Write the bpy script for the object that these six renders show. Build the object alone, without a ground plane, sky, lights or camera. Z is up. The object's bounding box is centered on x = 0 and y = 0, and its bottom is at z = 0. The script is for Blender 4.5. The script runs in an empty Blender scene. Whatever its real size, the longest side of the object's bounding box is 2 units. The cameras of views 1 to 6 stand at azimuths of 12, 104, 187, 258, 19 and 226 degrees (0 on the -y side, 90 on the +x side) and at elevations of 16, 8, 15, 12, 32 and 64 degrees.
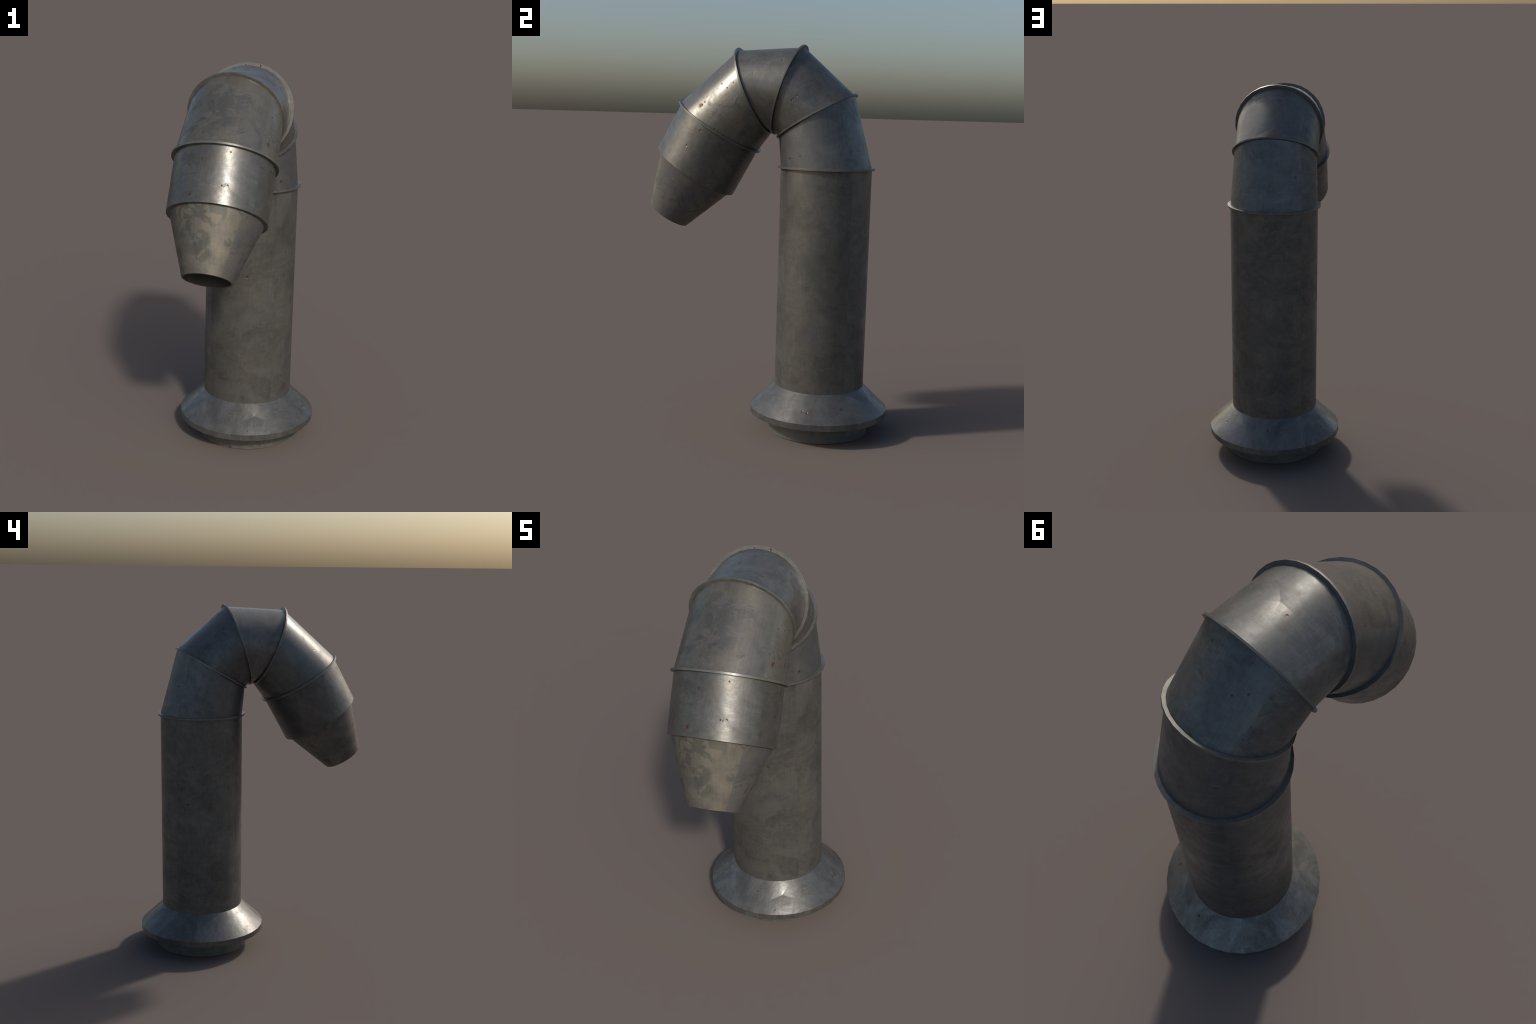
"""Galvanised sheet-metal vent: flared base, straight riser, four-gore elbow, nozzle."""
import bpy, math
from mathutils import Vector, Matrix

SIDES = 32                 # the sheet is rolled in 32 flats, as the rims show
RISER_Y = 0.2945           # the riser stands off the origin; everything lies in the plane x = 0

# ------------------------------------------------------------------ joints of the spine
# (y, z, tilt of the joint plane in degrees, rim radius, sheet radius)
BOTTOM = dict(y=RISER_Y, z=0.110, tilt=0.0, r=0.2336)
JOINTS = [
    dict(y=RISER_Y, z=1.3815, tilt=0.0,   rim=0.2493, r=0.2334),
    dict(y=0.2372,  z=1.6420, tilt=29.7,  rim=0.2326, r=0.2192),
    dict(y=0.0890,  z=1.7712, tilt=71.6,  rim=0.2402, r=0.2266),
    dict(y=-0.0966, z=1.7632, tilt=112.6, rim=0.2346, r=0.2202, drop=0.0052),
    dict(y=-0.2780, z=1.5785, tilt=148.4, rim=0.2480, r=0.2325, r_in=0.2346),
]
SLEEVE_END = dict(y=-0.4073, z=1.3422, tilt=147.6, r=0.2322)
TIP = dict(y=-0.5569, z=1.1036, tilt=147.6, r=0.1142)
RIM_T = 0.0094             # thickness of the rim at each joint
WALL = 0.0085


# ------------------------------------------------------------------ mesh helpers
def axes(tilt):
    """across (world x), up-slope direction in the joint plane, and the joint's normal."""
    t = math.radians(tilt)
    u = Vector((0, math.cos(t), math.sin(t)))
    n = Vector((0, -math.sin(t), math.cos(t)))
    return Vector((1, 0, 0)), u, n


def circle(centre, tilt, r):
    ex, u, _ = axes(tilt)
    return [centre + ex * (r * math.cos(a)) + u * (r * math.sin(a))
            for a in (2 * math.pi * i / SIDES for i in range(SIDES))]


def loft(rings, closed=True):
    """Skin a list of vertex circles; closed joins the last to the first."""
    verts = [v for ring in rings for v in ring]
    faces, k = [], len(rings)
    for s in range(k if closed else k - 1):
        a, b = s * SIDES, ((s + 1) % k) * SIDES
        for i in range(SIDES):
            j = (i + 1) % SIDES
            faces.append((a + i, a + j, b + j, b + i))
    return verts, faces


def make_part(name, verts, faces, frame, material, parent, bevel=0.0012):
    inv = frame.inverted()
    me = bpy.data.meshes.new(name)
    me.from_pydata([inv @ v for v in verts], [], faces)
    me.validate()
    import bmesh
    bm = bmesh.new()
    bm.from_mesh(me)
    bmesh.ops.recalc_face_normals(bm, faces=bm.faces)
    lim = math.radians(33)
    for f in bm.faces:
        f.smooth = True
    for e in bm.edges:
        e.smooth = not (len(e.link_faces) == 2 and e.calc_face_angle(0) > lim)
    if bevel:
        sharp = [e for e in bm.edges if not e.smooth]
        bmesh.ops.bevel(bm, geom=sharp, offset=bevel, segments=2, profile=0.5, affect='EDGES')
        for f in bm.faces:
            f.smooth = True
        for e in bm.edges:
            e.smooth = True
    bm.to_mesh(me)
    bm.free()
    me.materials.append(material)
    ob = bpy.data.objects.new(name, me)
    ob.matrix_world = frame
    bpy.context.scene.collection.objects.link(ob)
    ob.parent = parent
    ob.matrix_parent_inverse = Matrix.Identity(4)
    if bevel:
        # long faces keep the cylinder's normals, the tiny bevels take the turn
        m = ob.modifiers.new("weighted_normals", 'WEIGHTED_NORMAL')
        m.weight = 100
        m.keep_sharp = True
    return ob


def frame_between(a, b):
    """Local frame of a tube: z along it, x across."""
    pa, pb = Vector((0, a['y'], a['z'])), Vector((0, b['y'], b['z']))
    z = (pb - pa).normalized()
    x = Vector((1, 0, 0))
    y = z.cross(x)
    m = Matrix((x, y, z)).transposed().to_4x4()
    m.translation = (pa + pb) / 2
    return m


def tube(name, a, b, ra, rb, material, parent, wall=WALL, bevel=0.0):
    pa, pb = Vector((0, a['y'], a['z'])), Vector((0, b['y'], b['z']))
    rings = [circle(pa, a['tilt'], ra), circle(pb, b['tilt'], rb),
             circle(pb, b['tilt'], rb - wall), circle(pa, a['tilt'], ra - wall)]
    v, f = loft(rings)
    return make_part(name, v, f, frame_between(a, b), material, parent, bevel)


def rim(name, j, material, parent):
    c = Vector((0, j['y'], j['z']))
    ex, u, n = axes(j['tilt'])
    h = n * (RIM_T / 2)
    inner = j['r'] - WALL - 0.004
    rings = [circle(c - h, j['tilt'], j['rim']), circle(c + h, j['tilt'], j['rim']),
             circle(c + h, j['tilt'], inner), circle(c - h, j['tilt'], inner)]
    v, f = loft(rings)
    m = Matrix((ex, u, n)).transposed().to_4x4()
    m.translation = c
    return make_part(name, v, f, m, material, parent, 0.0005)


def lathe(name, profile, material, parent, bevel=0.0012):
    """Turn a closed (radius, height) profile round the riser's axis."""
    rings = [circle(Vector((0, RISER_Y, z)), 0, r) for r, z in profile]
    v, f = loft(rings)
    m = Matrix.Translation((0, RISER_Y, 0))
    return make_part(name, v, f, m, material, parent, bevel)


# ------------------------------------------------------------------ material
class Graph:
    def __init__(self, name):
        self.mat = bpy.data.materials.new(name)
        self.mat.use_nodes = True
        self.t = self.mat.node_tree
        self.t.nodes.clear()

    def node(self, kind, ins=None, **props):
        n = self.t.nodes.new(kind)
        for k, v in props.items():
            setattr(n, k, v)
        for k, v in (ins or {}).items():
            s = n.inputs[k]
            if isinstance(v, bpy.types.NodeSocket):
                self.t.links.new(v, s)
            else:
                s.default_value = v
        return n

    def math(self, op, a, b=0.0, c=0.0):
        return self.node('ShaderNodeMath', {0: a, 1: b, 2: c}, operation=op).outputs[0]

    def step(self, x, lo, hi, a=0.0, b=1.0):
        return self.node('ShaderNodeMapRange', {'Value': x, 'From Min': lo, 'From Max': hi,
                                                'To Min': a, 'To Max': b},
                         interpolation_type='SMOOTHSTEP').outputs[0]

    def noise(self, p, scale, detail=4, rough=0.55, dist=0.0):
        return self.node('ShaderNodeTexNoise', {'Vector': p, 'Scale': scale, 'Detail': detail,
                                                'Roughness': rough, 'Distortion': dist}).outputs['Fac']

    def mix(self, f, a, b, blend='MIX'):
        n = self.node('ShaderNodeMix', data_type='RGBA', blend_type=blend)
        for idx, v in ((0, f), (6, a), (7, b)):
            s = n.inputs[idx]
            if isinstance(v, bpy.types.NodeSocket):
                self.t.links.new(v, s)
            else:
                s.default_value = v if idx == 0 else (*v, 1.0)
        return n.outputs[2]

    def scaled(self, p, s):
        return self.node('ShaderNodeVectorMath', {0: p, 1: s}, operation='MULTIPLY').outputs[0]

    def shifted(self, p, s):
        return self.node('ShaderNodeVectorMath', {0: p, 1: s}, operation='ADD').outputs[0]


def galvanised(name, seed, dark=(0.080, 0.079, 0.074), light=(0.158, 0.154, 0.143),
               stain=(0.070, 0.071, 0.067), stain_amount=0.5, stain_scale=9.0, stain_soft=0.08,
               warm=(0.140, 0.124, 0.096), warm_amount=0.30, cool_amount=0.30, rough=0.40,
               metal=0.45, patch=0.18, pits=0.2, ding_amount=1.0, seam=1.0, scuffs=0.30, streaks=0.0, blotch=0.18,
               tints=(), knocks=(), marks=(), dents=()):
    """Weathered zinc: clouds, oxide, water stains, scuffs, rolling grain, rust pits.
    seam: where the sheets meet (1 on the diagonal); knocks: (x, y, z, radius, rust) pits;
    marks: (x, y, z, radius) water marks; dents: (centre, slope directions, reach, depth)."""
    g = Graph(name)
    co = g.node('ShaderNodeTexCoord').outputs['Object']
    x, y, z = g.node('ShaderNodeSeparateXYZ', {0: co}).outputs
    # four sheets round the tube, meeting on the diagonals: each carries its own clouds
    side = g.math('GREATER_THAN', g.math('MULTIPLY', g.math('ABSOLUTE', x), 1.0 / seam), g.math('ABSOLUTE', y))
    sx, sy = g.math('GREATER_THAN', x, 0.0), g.math('GREATER_THAN', y, 0.0)
    across = g.node('ShaderNodeMix', {0: side, 2: x, 3: y}).outputs[0]
    sheet = g.node('ShaderNodeMix', {0: side, 2: sy, 3: g.math('ADD', sx, 2.0)}).outputs[0]
    depth = g.math('MULTIPLY_ADD', sheet, 3.7, seed * 11.3)
    p = g.node('ShaderNodeCombineXYZ', {0: across, 1: z, 2: depth}).outputs[0]
    pick = g.node('ShaderNodeTexWhiteNoise', {'W': depth}, noise_dimensions='1D')
    # zinc clouds: mid-sized swirls over faint fine mottle
    cloud = g.noise(p, 7.0, 6, 0.62, 1.3)
    fine = g.noise(p, 46.0, 4, 0.65, 0.5)
    tone = g.math('MULTIPLY_ADD', fine, 0.40, g.math('MULTIPLY', cloud, 0.70))
    col = g.mix(g.step(tone, 0.36, 0.78), dark, light)
    # warm old oxide against cool fresh zinc
    wn = g.noise(g.shifted(p, (4.1, 2.7, 0)), 6.0, 5, 0.6, 0.9)
    col = g.mix(g.math('MULTIPLY', g.step(wn, 0.40, 0.66), warm_amount), col, warm)
    cn = g.noise(g.shifted(p, (9.3, 5.2, 0)), 4.5, 4, 0.6, 0.6)
    col = g.mix(g.math('MULTIPLY', g.step(cn, 0.44, 0.68), cool_amount), col, (0.098, 0.110, 0.116))
    # colour tints laid over single sheets
    for which, tint, amount in tints:
        here = g.math('COMPARE', sheet, float(which), 0.1)
        mottled = g.math('MULTIPLY', here, g.step(cloud, 0.25, 0.65, amount, amount * 0.55))
        col = g.mix(mottled, col, tint)
    # water stains with clear borders
    sn = g.noise(g.shifted(p, (1.7, 8.8, 0)), stain_scale, 5, 0.58, 1.8)
    gate = g.step(g.noise(g.shifted(p, (6.6, 3.1, 0)), 4.2, 2), 0.44, 0.60)
    for mx, my, mz, mr in marks:
        away = g.node('ShaderNodeVectorMath', {0: co, 1: (mx, my, mz)}, operation='DISTANCE').outputs['Value']
        near = g.step(away, mr, mr * 0.6)
        gate = g.math('MAXIMUM', gate, near)
        sn = g.math('MULTIPLY_ADD', near, 0.10, sn)
    sm = g.math('MULTIPLY', g.step(sn, 0.52, 0.52 + stain_soft), gate)
    col = g.mix(g.math('MULTIPLY', sm, stain_amount), col, stain)
    # pale scuffs, long and slightly slanted
    sc = g.node('ShaderNodeMapping', {'Vector': p, 'Rotation': (0, 0, 0.30), 'Scale': (4.0, 34.0, 1.0)}).outputs[0]
    scuff = g.math('MULTIPLY', g.step(g.noise(sc, 1.5, 3, 0.6, 1.0), 0.60, 0.74), scuffs)
    col = g.mix(scuff, col, (0.16, 0.16, 0.155))
    # broad pale blooms
    bl = g.step(g.noise(g.shifted(p, (2.2, 6.1, 0)), 4.2, 6, 0.62, 1.2), 0.48, 0.64)
    col = g.mix(g.math('MULTIPLY', bl, blotch), col, (0.185, 0.182, 0.168))
    # hairline scratches
    sp = g.node('ShaderNodeMapping', {'Vector': p, 'Rotation': (0, 0, -0.45), 'Scale': (2.2, 9.0, 1.0)}).outputs[0]
    ridge = g.math('ABSOLUTE', g.math('SUBTRACT', g.noise(sp, 2.6, 2, 0.5, 0.3), 0.5))
    sgate = g.step(g.noise(g.shifted(p, (8.1, 1.4, 0)), 8.0, 2), 0.54, 0.62)
    scr = g.math('MULTIPLY', g.step(ridge, 0.012, 0.003), sgate)
    col = g.mix(g.math('MULTIPLY', scr, 0.30), col, (0.22, 0.22, 0.215))
    # rolling grain along the sheet
    grain = g.noise(g.scaled(p, (170.0, 9.0, 1.0)), 1.0, 3, 0.6)
    value = g.math('MULTIPLY', g.step(grain, 0.25, 0.75, 0.92, 1.07),
                   g.math('MULTIPLY_ADD', pick.outputs['Value'], patch, 1.0 - patch / 2))
    run = 0.5
    if streaks:            # runs of water down the slope, fanning out with it
        level = g.node('ShaderNodeCombineXYZ', {0: x, 1: y, 2: 0.0}).outputs[0]
        fan = g.node('ShaderNodeVectorMath', {0: level}, operation='NORMALIZE').outputs[0]
        rise = g.node('ShaderNodeCombineXYZ', {0: 0.0, 1: 0.0, 2: g.math('MULTIPLY', z, 9.0)}).outputs[0]
        q = g.node('ShaderNodeVectorMath', {0: g.scaled(fan, (4.5, 4.5, 0)), 1: rise}, operation='ADD').outputs[0]
        run = g.noise(q, 1.0, 5, 0.65, 0.8)
        value = g.math('MULTIPLY', value, g.step(run, 0.30, 0.72, 1.0 - streaks, 1.0 + streaks))
    vcol = g.node('ShaderNodeCombineColor', {0: value, 1: value, 2: value}).outputs[0]
    col = g.mix(1.0, col, vcol, 'MULTIPLY')
    # rust pits: a few large ones and loose clusters of small ones
    wob = g.node('ShaderNodeTexNoise', {'Vector': p, 'Scale': 70.0, 'Detail': 2.0}).outputs['Color']
    pp = g.node('ShaderNodeVectorMath', {0: g.scaled(wob, (0.014, 0.014, 0)), 1: p}, operation='ADD').outputs[0]
    big = g.node('ShaderNodeTexVoronoi', {'Vector': pp, 'Scale': 9.0, 'Randomness': 1.0})
    bsel = g.node('ShaderNodeSeparateColor', {0: big.outputs['Color']}).outputs
    bon = g.step(bsel[0], 1.0 - 0.5 * pits, 1.01 - 0.5 * pits)
    size = g.math('MULTIPLY_ADD', bsel[1], 0.05, 0.045)
    rel = g.math('DIVIDE', big.outputs['Distance'], size)
    pit = g.math('MULTIPLY', bon, g.step(rel, 1.0, 0.3))
    halo = g.math('MULTIPLY', bon, g.step(rel, 1.9, 0.4))
    small = g.node('ShaderNodeTexVoronoi', {'Vector': pp, 'Scale': 52.0, 'Randomness': 1.0})
    ssel = g.node('ShaderNodeSeparateColor', {0: small.outputs['Color']}).outputs
    clus = g.step(g.noise(g.shifted(p, (3.3, 7.4, 0)), 6.0, 2), 0.56, 0.66)
    son = g.math('MULTIPLY', g.step(ssel[0], 0.86, 0.88), clus)
    spot = g.math('MULTIPLY', son, g.step(small.outputs['Distance'], 0.30, 0.12))
    # the knocks that stand out one by one
    wco = g.node('ShaderNodeVectorMath', {0: g.scaled(wob, (0.008, 0.008, 0.008)),
                                          1: g.shifted(co, (-0.004, -0.004, -0.004))}, operation='ADD').outputs[0]
    for kx, ky, kz, kr, rust in knocks:
        away = g.node('ShaderNodeVectorMath', {0: wco, 1: (kx, ky, kz)}, operation='DISTANCE').outputs['Value']
        pit = g.math('MAXIMUM', pit, g.step(away, kr * 1.25, kr * 0.45))
        halo = g.math('MAXIMUM', halo, g.step(away, kr * 2.8, kr * 0.8, 0.0, rust))
    col = g.mix(g.math('MULTIPLY', halo, 0.60), col, (0.118, 0.070, 0.050))
    col = g.mix(g.math('MULTIPLY', pit, 0.75), col, (0.048, 0.029, 0.022))
    col = g.mix(g.math('MULTIPLY', spot, 0.55), col, (0.040, 0.036, 0.034))
    # gloss: clouds and stains are duller than clean zinc
    r = g.math('ADD', g.math('ADD', g.step(tone, 0.35, 0.75, rough + 0.05, rough - 0.04), g.step(bl, 0.0, 1.0, 0.03, -0.04)),
               g.math('MULTIPLY', g.math('ADD', sm, halo), 0.10))
    if streaks:
        r = g.math('ADD', r, g.step(run, 0.30, 0.72, 0.08, -0.08))
    # relief: slow oil-canning of the sheet, faint dinges, pits
    place = g.shifted(co, (seed, seed * 0.7, 0.0))
    wave = g.noise(place, 7.0, 2, 0.5, 0.6)
    ding = g.noise(g.scaled(place, (40.0, 40.0, 64.0)), 1.0, 3, 0.55, 0.6)
    h = g.math('MULTIPLY', wave, 0.0022)
    h = g.math('ADD', h, g.math('MULTIPLY', ding, 0.00018 * ding_amount))
    for centre, slopes, reach, depth in dents:      # creased dents: flat facets meeting in a point
        d = g.shifted(co, tuple(-c for c in centre))
        far = 0.0
        for sl in slopes:
            dot = g.node('ShaderNodeVectorMath', {0: d, 1: sl}, operation='DOT_PRODUCT').outputs['Value']
            far = g.math('MAXIMUM', far, dot)
        t = g.math('SUBTRACT', 1.0, g.math('MINIMUM', g.math('DIVIDE', far, reach), 1.0))
        h = g.math('SUBTRACT', h, g.math('MULTIPLY', g.math('MULTIPLY', t, t), depth))
    h = g.math('SUBTRACT', h, g.math('MULTIPLY', pit, 0.0018))
    h = g.math('SUBTRACT', h, g.math('MULTIPLY', spot, 0.0006))
    bump = g.node('ShaderNodeBump', {'Height': h, 'Strength': 0.8, 'Distance': 1.0}).outputs[0]
    bs = g.node('ShaderNodeBsdfPrincipled', {'Base Color': col, 'Metallic': metal, 'Roughness': r, 'Normal': bump})
    out = g.node('ShaderNodeOutputMaterial')
    g.t.links.new(bs.outputs[0], out.inputs[0])
    return g.mat


# ------------------------------------------------------------------ build
pipe = bpy.data.objects.new("vent_pipe", None)
bpy.context.scene.collection.objects.link(pipe)
pipe["label"] = "curved galvanised steel vent pipe with flared base and tapered nozzle"
pipe["category"] = "ventilation pipe"

def on_slope(az, tilt, angles):
    """Unit directions in a sheet that faces azimuth az and drops at tilt degrees (90 = upright)."""
    az, tilt = math.radians(az), math.radians(tilt)
    across = Vector((-math.sin(az), math.cos(az), 0))
    down = Vector((math.cos(az) * math.cos(tilt), math.sin(az) * math.cos(tilt), -math.sin(tilt)))
    return [tuple(across * math.cos(math.radians(t)) + down * math.sin(math.radians(t))) for t in angles]


riser_m = galvanised("riser_zinc", 1.0, stain_amount=0.28, stain_soft=0.15, rough=0.38, metal=0.50, scuffs=0.42,
                     dark=(0.074, 0.072, 0.067), light=(0.144, 0.140, 0.129), cool_amount=0.28, blotch=0.36, patch=0.24,
                     knocks=[(0.038, -0.229, 0.196, 0.007, 1.0), (0.176, -0.151, 0.170, 0.005, 0.9),
                             (-0.057, -0.225, 0.101, 0.005, 0.8), (0.163, -0.166, 0.238, 0.003, 0.8),
                             (-0.217, 0.085, 0.366, 0.005, 0.3), (-0.205, 0.110, 0.147, 0.007, 0.3),
                             (-0.064, 0.223, 0.085, 0.003, 0.3)])
rim_m = galvanised("rim_zinc", 2.0, dark=(0.105, 0.103, 0.094), light=(0.19, 0.184, 0.166), stain_amount=0.3,
                   rough=0.35)
rusty_rim_m = galvanised("rim_zinc_rusted", 2.0, dark=(0.105, 0.103, 0.094), light=(0.19, 0.184, 0.166),
                         stain_amount=0.3, rough=0.35,
                         knocks=[(0.052, 0.224, 0.004, 0.005, 1.0), (-0.020, 0.227, 0.004, 0.003, 1.0)])
skirt_m = galvanised("skirt_zinc", 3.0, stain_amount=0.35, rough=0.30, metal=0.60, warm_amount=0.20, cool_amount=0.20, streaks=0.09, light=(0.172, 0.170, 0.160), ding_amount=2.5,
                     knocks=[(-0.027, -0.276, 0.205, 0.004, 1.0), (0.313, 0.004, 0.173, 0.006, 1.0),
                             (0.307, -0.019, 0.177, 0.005, 1.0), (0.244, 0.167, 0.190, 0.006, 1.0),
                             (0.274, 0.153, 0.171, 0.004, 0.7), (0.206, 0.134, 0.236, 0.0025, 0.3),
                             (0.342, -0.073, 0.137, 0.003, 0.2), (0.082, -0.330, 0.146, 0.004, 0.0),
                             (-0.002, 0.282, 0.201, 0.006, 0.6), (0.007, -0.360, 0.123, 0.004, 0.6)],
                     dents=[((0.104, -0.267, 0.199), on_slope(-68.6, 44, (-20, 55, 120, 200, 275)), 0.09, 0.0048)])
foot_m = galvanised("foot_zinc", 4.0, rough=0.50, metal=0.4,
                    knocks=[(-0.026, -0.259, 0.003, 0.009, 1.0), (0.131, -0.225, 0.021, 0.004, 0.7)])
gore_ms = [galvanised("gore_zinc_pale", 5.0, rough=0.38, stain_amount=0.2, warm_amount=0.1, metal=0.55,
                      dark=(0.090, 0.092, 0.092), light=(0.145, 0.145, 0.142),
                      knocks=[(0.178, -0.139, -0.055, 0.007, 1.0), (0.197, -0.089, 0.077, 0.003, 0.2),
                              (0.214, -0.077, -0.055, 0.004, 0.0), (-0.129, 0.178, 0.004, 0.005, 0.4)]),
           galvanised("gore_zinc_cool", 6.0, warm_amount=0.2, rough=0.38,
                      knocks=[(0.221, 0.042, 0.092, 0.0045, 0.4), (0.222, 0.001, 0.014, 0.005, 1.0),
                              (0.219, 0.033, 0.010, 0.004, 0.8), (0.221, 0.014, 0.013, 0.0035, 1.0),
                              (0.205, -0.078, -0.005, 0.0025, 0.2), (-0.066, 0.197, 0.026, 0.0045, 0.3),
                              (-0.105, 0.182, 0.058, 0.0038, 0.3)]),
           galvanised("gore_zinc_bright", 7.0, warm_amount=0.2, rough=0.34,
                      knocks=[(0.165, 0.145, -0.097, 0.004, 0.9), (0.206, 0.079, 0.046, 0.0035, 0.0),
                              (-0.037, 0.206, -0.010, 0.004, 0.9)],
                      dents=[((0.012, 0.208, 0.012), on_slope(88, 90, (-35, 40, 110, 185, 260)), 0.085, 0.0034)]),
           galvanised("gore_zinc_stained", 8.0, stain_amount=0.85, stain_scale=13.0, stain_soft=0.14,
                      rough=0.34, seam=1.42, dark=(0.082, 0.079, 0.070), light=(0.180, 0.168, 0.146), metal=0.5,
                      stain=(0.066, 0.066, 0.066), warm_amount=0.45, cool_amount=0.15,
                      tints=[(2, (0.085, 0.098, 0.108), 0.7), (3, (0.135, 0.130, 0.105), 0.5)],  # sheet 2 tinted blue: bluish reflection on the left edge painted into colour
                      marks=[(-0.02, 0.215, 0.01, 0.12), (0.05, 0.21, -0.08, 0.09)],
                      knocks=[(0.205, 0.102, 0.087, 0.008, 1.0), (0.214, 0.068, -0.076, 0.0042, 0.4),
                              (0.197, 0.105, -0.066, 0.004, 0.6), (0.205, 0.100, 0.061, 0.004, 0.2),
                              (0.207, 0.098, 0.078, 0.004, 0.2), (0.214, 0.065, -0.116, 0.0026, 0.2),
                              (0.229, -0.041, 0.109, 0.0045, 0.8)])]
sleeve_m = galvanised("sleeve_zinc", 9.0, warm_amount=0.2, stain_amount=0.45, stain_soft=0.15, rough=0.32,
                      seam=1.5, ding_amount=2.2, metal=0.6, stain_scale=12.0, marks=[(-0.06, 0.21, -0.02, 0.10)],
                      knocks=[(0.076, 0.217, -0.117, 0.0035, 0.2), (0.059, 0.222, 0.038, 0.0035, 0.0),
                              (0.068, 0.219, 0.040, 0.0022, 0.0), (0.083, 0.215, 0.033, 0.0028, 0.0),
                              (-0.079, 0.216, 0.083, 0.006, 1.0), (-0.046, 0.226, -0.077, 0.005, 0.7),
                              (0.230, 0.016, -0.098, 0.005, 0.8), (0.227, 0.045, 0.004, 0.005, 0.2)])
nozzle_m = galvanised("nozzle_zinc", 10.0, dark=(0.088, 0.084, 0.073), light=(0.168, 0.158, 0.136), stain=(0.066, 0.070, 0.064),
                      stain_amount=0.65, stain_scale=11.0, stain_soft=0.03, warm=(0.180, 0.162, 0.126),
                      warm_amount=0.8, cool_amount=0.1, rough=0.44, patch=0.1,
                      tints=[(3, (0.098, 0.100, 0.106), 0.95), (2, (0.100, 0.096, 0.086), 0.5),
                             (0, (0.085, 0.082, 0.076), 0.6)],
                      marks=[(-0.013, 0.161, 0.012, 0.055), (-0.005, 0.141, 0.069, 0.045),
                             (-0.073, 0.170, -0.054, 0.022), (0.098, 0.130, 0.008, 0.025)],
                      knocks=[(0.132, 0.078, 0.034, 0.004, 1.0), (0.175, -0.118, -0.124, 0.0035, 0.6),
                              (-0.122, -0.022, 0.117, 0.004, 0.5)])

lathe("foot_ring", [(0.262, 0.0), (0.262, 0.108), (0.215, 0.108), (0.215, 0.0)], foot_m, pipe, bevel=0)
lathe("flared_skirt", [(0.228, 0.2530), (0.3603, 0.1280), (0.3603, 0.0975), (0.228, 0.0975)], skirt_m, pipe, bevel=0)
tube("riser", BOTTOM, JOINTS[0], BOTTOM['r'], JOINTS[0]['r'], riser_m, pipe)
for a, b, m in zip(JOINTS[:-1], JOINTS[1:], gore_ms):
    if 'drop' in a:        # this gore hangs a little lower than its joint's rim
        u = axes(a['tilt'])[1]
        a = dict(a, y=a['y'] - u.y * a['drop'], z=a['z'] - u.z * a['drop'], r=a['r'] + a['drop'])
    tube("elbow_gore", a, b, a['r'], b.get('r_in', b['r']), m, pipe)
for j in JOINTS:
    rim("joint_rim", j, rusty_rim_m if j is JOINTS[2] else rim_m, pipe)
tube("outlet_sleeve", JOINTS[4], SLEEVE_END, 0.2327, SLEEVE_END['r'], sleeve_m, pipe, wall=0.03, bevel=0.001)
# the nozzle starts a little inside the sleeve
_, _, n = axes(147.6)
start = dict(SLEEVE_END, y=SLEEVE_END['y'] - 0.02 * n.y, z=SLEEVE_END['z'] - 0.02 * n.z)
tube("nozzle", start, TIP, 0.2228, TIP['r'], nozzle_m, pipe, wall=0.0080, bevel=0.0008)
